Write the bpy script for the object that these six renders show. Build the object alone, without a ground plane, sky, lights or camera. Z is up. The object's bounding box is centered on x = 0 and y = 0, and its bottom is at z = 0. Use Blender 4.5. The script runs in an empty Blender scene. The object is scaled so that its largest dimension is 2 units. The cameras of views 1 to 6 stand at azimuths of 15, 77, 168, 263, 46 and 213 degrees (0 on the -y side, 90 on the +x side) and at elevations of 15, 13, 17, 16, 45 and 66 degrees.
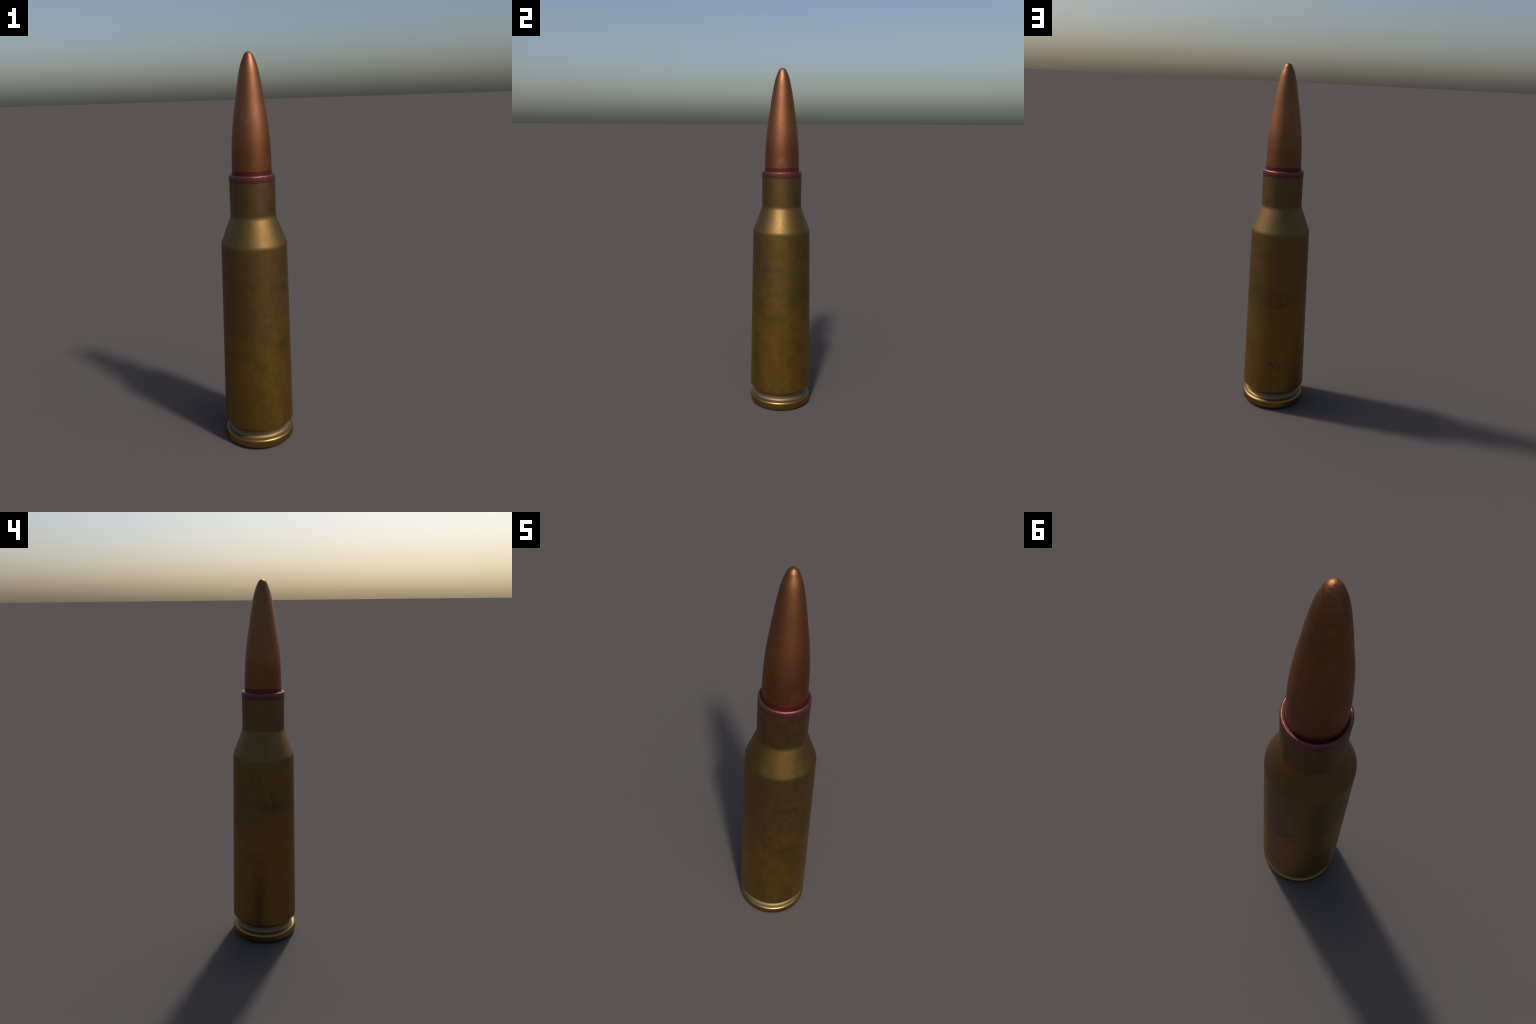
"""A bottlenecked rifle cartridge standing on its head: brass case with a rimless
head and extractor groove, copper-jacketed bullet, red lacquer seal at the mouth."""
import bpy, math
from mathutils import Vector, noise

SEG = 144            # divisions round the axis

# ------------------------------------------------------------------ profiles
def filleted(corners, steps=7):
    """corners: (r, z, fillet radius). Returns points (r, z, nr, nz) with exact
    normals (profile runs from the inside of the mouth outward and down)."""
    P = [Vector((c[0], c[1])) for c in corners]
    out = []
    def normal(d):                       # left of the travel direction = outward
        n = Vector((-d.y, d.x)); n.normalize(); return n
    for i, p in enumerate(P):
        if i == 0:
            n = normal(P[1] - p); out.append((p.x, p.y, n.x, n.y)); continue
        if i == len(P) - 1:
            n = normal(p - P[i-1]); out.append((p.x, p.y, n.x, n.y)); continue
        a, b = (p - P[i-1]), (P[i+1] - p)
        da, db = a.normalized(), b.normalized()
        ang = da.angle(db)
        t = corners[i][2] * math.tan(ang / 2)
        t = min(t, a.length * .48, b.length * .48)
        s, e = p - da * t, p + db * t
        na, nb = normal(da), normal(db)
        for k in range(steps + 1):
            f = k / steps
            # quadratic blend is indistinguishable from an arc at this size
            q = s * (1-f)**2 + p * (2*f*(1-f)) + e * f*f
            n = (na * (1-f) + nb * f).normalized()
            out.append((q.x, q.y, n.x, n.y))
    return out

def spline(pts, per=8):
    """Cubic (Catmull-Rom) through (r, z) control points, with normals."""
    P = [Vector(p) for p in pts]
    P = [P[0]*2 - P[1]] + P + [P[-1]*2 - P[-2]]
    out = []
    for i in range(1, len(P) - 2):
        for k in range(per + (i == len(P) - 3)):
            t = k / per
            a, b, c, d = P[i-1], P[i], P[i+1], P[i+2]
            q = .5*((2*b) + (c-a)*t + (2*a-5*b+4*c-d)*t*t + (3*b-a-3*c+d)*t**3)
            v = .5*((c-a) + 2*(2*a-5*b+4*c-d)*t + 3*(3*b-a-3*c+d)*t*t)
            n = Vector((-v.y, v.x)).normalized()
            out.append((q.x, q.y, n.x, n.y))
    return out

def lathe(name, prof, mat, parent, offset=None, seg=SEG):
    """Turn a profile about z. offset(theta, index) -> (dr, dz) for hand-made wobble."""
    verts, norms, faces = [], [], []
    rows = []
    for i, (r, z, nr, nz) in enumerate(prof):
        if r < 1e-5:
            rows.append([len(verts)]); verts.append((0, 0, z)); norms.append((0, 0, 1 if nz >= 0 else -1)); continue
        row = []
        for k in range(seg):
            th = 2*math.pi*k/seg
            dr, dz = offset(th, i) if offset else (0, 0)
            c, s = math.cos(th), math.sin(th)
            row.append(len(verts))
            verts.append(((r+dr)*c, (r+dr)*s, z+dz)); norms.append((nr*c, nr*s, nz))
        rows.append(row)
    for a, b in zip(rows, rows[1:]):
        for k in range(seg):
            k2 = (k+1) % seg
            if len(a) == 1: faces.append((a[0], b[k], b[k2]))
            elif len(b) == 1: faces.append((a[k], b[0], a[k2]))
            else: faces.append((a[k], b[k], b[k2], a[k2]))
    me = bpy.data.meshes.new(name)
    me.from_pydata(verts, [], faces)
    me.polygons.foreach_set("use_smooth", [True]*len(faces))
    me.normals_split_custom_set_from_vertices(norms)
    me.materials.append(mat)
    ob = bpy.data.objects.new(name, me)
    bpy.context.scene.collection.objects.link(ob)
    ob.parent = parent
    return ob

# ------------------------------------------------------------------ node kit
class Kit:
    def __init__(self, name):
        self.m = bpy.data.materials.new(name); self.m.use_nodes = True
        self.t = self.m.node_tree; self.t.nodes.clear()
        self.out = self.n("ShaderNodeOutputMaterial"); self.b = self.n("ShaderNodeBsdfPrincipled")
        self.t.links.new(self.b.outputs[0], self.out.inputs[0])
        self.co = self.n("ShaderNodeTexCoord").outputs["Object"]
    def n(self, kind, **kw):
        x = self.t.nodes.new(kind)
        for k, v in kw.items(): setattr(x, k, v)
        return x
    def put(self, sock, v):
        if isinstance(v, bpy.types.NodeSocket): self.t.links.new(v, sock)
        elif isinstance(v, (tuple, list)) and sock.type == 'RGBA': sock.default_value = (*v, 1)
        else: sock.default_value = v
    def map(self, scale=(1, 1, 1), loc=(0, 0, 0), rot=(0, 0, 0)):
        x = self.n("ShaderNodeMapping"); self.put(x.inputs[0], self.co)
        x.inputs[1].default_value = loc; x.inputs[2].default_value = rot; x.inputs[3].default_value = scale
        return x.outputs[0]
    def noise(self, scale, detail=3, rough=.55, stretch=(1, 1, 1), loc=(0, 0, 0), rot=(0, 0, 0), dist=0):
        x = self.n("ShaderNodeTexNoise"); self.put(x.inputs["Vector"], self.map(stretch, loc, rot))
        x.inputs["Scale"].default_value = scale; x.inputs["Detail"].default_value = detail
        x.inputs["Roughness"].default_value = rough; x.inputs["Distortion"].default_value = dist
        return x.outputs["Fac"]
    def step(self, v, lo, hi, a=0, b=1):
        x = self.n("ShaderNodeMapRange", interpolation_type='SMOOTHSTEP')
        for s, q in zip(x.inputs, (v, lo, hi, a, b)): self.put(s, q)
        return x.outputs[0]
    def math(self, op, a, b=0.0, c=0.0):
        x = self.n("ShaderNodeMath", operation=op)
        for s, q in zip(x.inputs, (a, b, c)): self.put(s, q)
        return x.outputs[0]
    def mix(self, f, a, b, mode='MIX'):
        x = self.n("ShaderNodeMix", data_type='RGBA', blend_type=mode)
        self.put(x.inputs[0], f); self.put(x.inputs[6], a); self.put(x.inputs[7], b)
        return x.outputs[2]
    def z(self):
        x = self.n("ShaderNodeSeparateXYZ"); self.put(x.inputs[0], self.co); return x.outputs[2]
    def near(self, angle, z, r, across, tall):
        """1 at the point of the wall at this angle and height, fading to 0."""
        a = math.radians(angle)
        p = (r*math.cos(a), r*math.sin(a), z)
        x = self.n("ShaderNodeVectorMath", operation='SUBTRACT'); self.put(x.inputs[0], self.co); x.inputs[1].default_value = p
        y = self.n("ShaderNodeVectorMath", operation='DIVIDE'); self.put(y.inputs[0], x.outputs[0]); y.inputs[1].default_value = (across, across, tall)
        l = self.n("ShaderNodeVectorMath", operation='LENGTH'); self.put(l.inputs[0], y.outputs[0])
        return self.step(l.outputs["Value"], .25, 1, 1, 0)
    def most(self, *v):
        r = v[0]
        for q in v[1:]: r = self.math('MAXIMUM', r, q)
        return r
    def bump(self, h, strength, dist=.002, prev=None):
        x = self.n("ShaderNodeBump"); x.inputs["Strength"].default_value = strength
        x.inputs["Distance"].default_value = dist; self.put(x.inputs["Height"], h)
        if prev: self.put(x.inputs["Normal"], prev)
        return x.outputs[0]
    def done(self, colour, rough, metal=1.0, normal=None, **kw):
        self.put(self.b.inputs["Base Color"], colour); self.put(self.b.inputs["Roughness"], rough)
        self.put(self.b.inputs["Metallic"], metal)
        if normal: self.put(self.b.inputs["Normal"], normal)
        for k, v in kw.items(): self.put(self.b.inputs[k.replace("_", " ")], v)
        return self.m

# ------------------------------------------------------------------ materials
GOLD, OLIVE, UMBER, STAIN = (.288, .160, .034), (.224, .141, .042), (.220, .122, .046), (.082, .064, .044)
RIM_GOLD, RIM_BROWN = (.335, .190, .046), (.30, .182, .060)

def brass(name):
    k = Kit(name)
    big = k.noise(4.2, 4, .55, (1, 1, .55), (3.1, .7, 1.3), dist=.4)
    smear = k.noise(7, 4, .6, (1, 1, .28), (8.3, 2.2, 5))
    mott = k.noise(16, 5, .62, (1, 1, .8), (1.2, 7.7, 2))
    # tarnish is heavier on the upper wall and neck, with a ragged border
    zz = k.math('ADD', k.z(), k.math('MULTIPLY', k.math('SUBTRACT', k.noise(6, 4, .6, (1, 1, 1.4), (2, 9, 4)), .5), .36))
    lower = k.step(zz, .50, .86, 1, 0)
    upper = k.mix(k.step(smear, .38, .62), OLIVE, UMBER)
    col = k.mix(lower, upper, GOLD)
    col = k.mix(k.math('MULTIPLY', k.step(big, .46, .66), .55), col, OLIVE)
    col = k.mix(k.math('MULTIPLY', k.step(mott, .52, .72), .35), col, UMBER)
    # the annealed neck is a redder brown
    col = k.mix(k.step(k.z(), 1.205, 1.240, 0, .75), col, (.180, .100, .048))
    col = k.mix(k.math('MULTIPLY', k.step(k.z(), 1.075, 1.095), k.step(k.z(), 1.205, 1.24, .35, 0)), col, (.175, .108, .042))
    # faint bands left round the wall
    rings = k.noise(2.4, 5, .65, (1.1, 1.1, 6), (6, 1, 3.4), dist=.3)
    col = k.mix(k.math('MULTIPLY', k.step(rings, .45, .66, 0, .40), k.math('MULTIPLY', k.step(k.z(), .35, .6, .15, 1), k.step(k.z(), .86, 1.02, 1, .25))), col, (.14, .088, .034))
    # clouded dark spotting on the back
    spots = k.step(k.noise(40, 6, .72, (1, 1, .7), (4, 4, 1), dist=.6), .44, .58)
    where = k.most(k.math('MULTIPLY', k.near(88, .70, .172, .075, .07), .75), k.math('MULTIPLY', k.near(76, .29, .178, .080, .055), .75),
                   k.math('MULTIPLY', k.near(157, .99, .168, .045, .075), .7), k.near(-178, .845, .171, .080, .085),
                   k.math('MULTIPLY', k.near(164, .915, .17, .05, .06), .6))
    col = k.mix(k.math('MULTIPLY', k.math('MULTIPLY', spots, where), .85), col, STAIN)
    # a cloudy stain above the head, with one darker run down through it
    cloud = k.math('MULTIPLY', k.near(165, .38, .178, .062, .17), k.step(k.noise(26, 5, .7, (1, 1, .8), (5, 5, 5)), .38, .60))
    col = k.mix(k.math('MULTIPLY', cloud, .45), col, STAIN)
    run = k.math('MULTIPLY', k.near(163, .26, .180, .040, .24), k.step(smear, .25, .7, .5, 1))
    col = k.mix(k.math('MULTIPLY', run, .5), col, STAIN)
    # sparse fine pits all over
    pits = k.step(k.noise(130, 2, .5, (1, 1, .8)), .70, .78)
    col = k.mix(k.math('MULTIPLY', pits, .35), col, STAIN)
    grain = k.noise(200, 2, .6)
    col = k.mix(k.step(grain, .3, .7, 0, .14), col, (.07, .045, .02))
    rough = k.math('ADD', k.math('ADD', k.step(mott, .3, .7, .43, .50), k.step(smear, .35, .65, 0, .05)), k.math('MULTIPLY', spots, .04))
    h = k.bump(k.noise(60, 5, .65, (1, 1, .7)), .10, .003)
    h = k.bump(k.noise(9, 3, .5, (1, 1, .6)), .10, .01, h)
    return k.done(col, rough, 1.0, h)

def rim_brass():
    k = Kit("rim_brass")
    col = k.mix(k.step(k.noise(12, 4), .4, .65), RIM_GOLD, RIM_BROWN)
    col = k.mix(k.math('MULTIPLY', k.step(k.noise(60, 3), .62, .7), .4), col, STAIN)
    return k.done(col, k.step(k.noise(20, 3), .3, .7, .34, .42), 1.0, k.bump(k.noise(45, 4, .6), .12, .003))

def groove_brass():
    k = Kit("groove_brass")
    col = k.mix(k.step(k.noise(14, 4), .35, .65), (.245, .188, .112), (.265, .192, .100))
    return k.done(col, .60, 1.0, k.bump(k.noise(45, 4, .6), .06, .003))

def copper():
    k = Kit("copper_jacket")
    big = k.noise(6, 4, .55, (1, 1, .5), (5, 1, 2))
    col = k.mix(k.step(big, .38, .62), (.325, .130, .057), (.285, .120, .050))
    col = k.mix(k.math('MULTIPLY', k.step(k.noise(9, 4, .6, (1, 1, .3), (1, 2, 8)), .5, .7), .4), col, (.285, .115, .064))
    foot = k.step(k.math('ADD', k.z(), k.math('MULTIPLY', k.math('SUBTRACT', big, .5), .25)), 1.50, 1.66, 1, 0)
    col = k.mix(k.math('MULTIPLY', foot, .7), col, (.245, .098, .035))
    streak = k.noise(22, 4, .7, (4, 4, .35), (3, 1, 6))
    scuff = k.math('MULTIPLY', k.near(130, 1.968, .032, .040, .050), k.step(streak, .42, .62))
    col = k.mix(k.math('MULTIPLY', scuff, .5), col, (.20, .13, .10))
    mott = k.step(k.noise(38, 5, .7, (1, 1, .8), (7, 3, 1)), .42, .66)
    col = k.mix(k.math('MULTIPLY', mott, .25), col, (.19, .074, .034))
    pale = k.math('MULTIPLY', k.step(k.noise(13, 3, .5, (1, 1, .7), (2, 8, 4)), .60, .72), .35)
    col = k.mix(pale, col, (.40, .185, .095))
    specks = k.step(k.noise(190, 2, .5), .66, .76)
    col = k.mix(k.math('MULTIPLY', specks, .5), col, (.06, .035, .02))
    grain = k.noise(200, 2, .6)
    col = k.mix(k.step(grain, .3, .7, 0, .2), col, (.08, .035, .02))
    rough = k.math('ADD', k.step(big, .3, .7, .44, .50), k.math('MULTIPLY', mott, .05))
    # faint lengthwise drawing scratches near the tip
    scr = k.noise(30, 3, .7, (6, 6, .35))
    h = k.bump(scr, .05, .002)
    h = k.bump(k.noise(75, 4, .65), .08, .002, h)
    tip = k.step(k.z(), 1.965, 1.99)
    dents = k.math('MULTIPLY', k.noise(115, 3, .65), tip)
    h = k.bump(dents, .5, .004, h)
    return k.done(col, rough, 1.0, h)

def lacquer(name, on_lip):
    k = Kit(name)
    col = k.mix(k.step(k.noise(30, 4), .35, .7), (.150, .026, .022), (.115, .020, .021))
    metal = .75
    if on_lip:                       # rubbed thin where the lip turns over
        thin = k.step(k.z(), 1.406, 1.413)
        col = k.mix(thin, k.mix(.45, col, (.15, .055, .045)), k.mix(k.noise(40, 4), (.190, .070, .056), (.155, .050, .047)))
        worn = k.math('MULTIPLY', k.step(k.noise(52, 4, .65, (1, 1, 1.5), (2, 3, 9)), .68, .75), k.step(k.z(), 1.418, 1.424))
        col = k.mix(k.math('MULTIPLY', worn, .8), col, (.36, .24, .08))
        metal = .8
    h = k.bump(k.noise(150, 3, .7), .42 if on_lip else .1, .004)
    h = k.bump(k.noise(45, 4, .7), .3 if on_lip else .1, .004, h)
    return k.done(col, .40 if on_lip else .45, metal, h)

def primer_brass():
    k = Kit("primer_brass")
    return k.done(k.mix(k.noise(18, 3), (.30, .18, .05), (.26, .17, .06)), .4, 1.0, k.bump(k.noise(50, 4), .1, .002))

# ------------------------------------------------------------------ the object
root = bpy.data.objects.new("rifle_cartridge", None)
bpy.context.scene.collection.objects.link(root)
root["label"] = "bottlenecked brass rifle cartridge with copper bullet and red sealed mouth"
root["category"] = "rifle cartridge"

# --- case: one continuous turned wall, split by region
CASE = [  # r, z, fillet
    (.0990, 1.360, 0),
    (.0992, 1.4265, .003),
    (.1095, 1.4290, .006),
    (.1142, 1.4235, .012),
    (.1140, 1.2220, .060),
    (.1666, 1.0840, .060),
    (.1836, .1172, .006),
    (.1512, .0885, .010),
    (.1525, .0590, .030),
    (.1832, .0550, .016),
    (.1828, .0155, .006),
    (.1670, .0000, .005),
    (.0900, .0000, .003),
    (.0865, .0150, .002),
    (.0000, .0150, 0),
]
wall = filleted(CASE)
S = 8                                     # points per filleted corner
def mid(corner):                          # middle of that corner's fillet
    return 1 + (corner - 1)*S + S//2
brass_case = brass("tarnished_brass")
body = lathe("case_body", wall[mid(5):mid(7)+1], brass_case, root)
shoulder = lathe("case_shoulder", wall[mid(4):mid(5)+1], brass_case, body)
neck = lathe("case_neck", wall[:mid(4)+1], brass_case, body)
groove = lathe("extractor_groove", wall[mid(7):mid(9)-2], groove_brass(), body)
rim = lathe("case_rim", wall[mid(9)-3:], rim_brass(), body)

primer = lathe("primer", filleted([(.0835, .0150, 0), (.0835, .0030, .006), (.0000, .0020, 0)])[::1], primer_brass(), rim)

# --- bullet: ogive with a small blunt tip
OGIVE = [
    (.0000, 2.0000), (.0060, 1.9990), (.0110, 1.9966), (.0157, 1.9933), (.0170, 1.9917),
    (.0206, 1.9870), (.0248, 1.9798), (.0335, 1.9590), (.0405, 1.9390), (.0470, 1.9130), (.0528, 1.8840), (.0617, 1.8340),
    (.0705, 1.7750), (.0825, 1.6980), (.0900, 1.6320), (.0952, 1.5620), (.0974, 1.4930), (.0984, 1.4450), (.0985, 1.3700)]
nose = spline(OGIVE)
def nose_lumps(th, i):                    # the nose is a little battered
    r, z = nose[i][:2]
    a = max(0, min(1, (z - 1.955)/.03)) * min(1, r/.008)
    return a*.0007*noise.noise(Vector((math.cos(th)*1.6, math.sin(th)*1.6, z*70))), 0
bullet = lathe("bullet", nose, copper(), root, nose_lumps)

# --- lacquer seal: a brushed-on film over the lip, and its ring on the bullet
def wob(th, seed, amp, f=2.2):
    p = Vector((math.cos(th)*f, math.sin(th)*f, seed))
    return amp*(noise.noise(p) + .5*noise.noise(p*2.7) + .3*noise.noise(p*6))
T = .0006
film = filleted([(.1020, 1.4272, 0), (.1030, 1.4274 + T, .001), (.1095, 1.4290 + T, .006), (.1142 + T, 1.4235 + T, .012),
                 (.1142 + T, 1.3945, .001), (.1132, 1.3938, 0)])
def film_edge(th, i):
    low = max(0, min(1, (1.404 - film[i][1]) / .008))
    return 0, low*(wob(th, 3.3, .0040, 3.0))
mouth_film = lathe("mouth_seal", film, lacquer("red_lacquer_thin", True), neck, film_edge)
ring = filleted([(.0980, 1.4502, 0), (.0982 + T, 1.4497, .0004), (.0986 + T, 1.4150, 0)])
def ring_edge(th, i):
    return 0, (wob(th, 8.1, .0020, 2.5) if ring[i][1] > 1.44 else 0)
bullet_film = lathe("bullet_seal", ring, lacquer("red_lacquer", False), bullet, ring_edge)
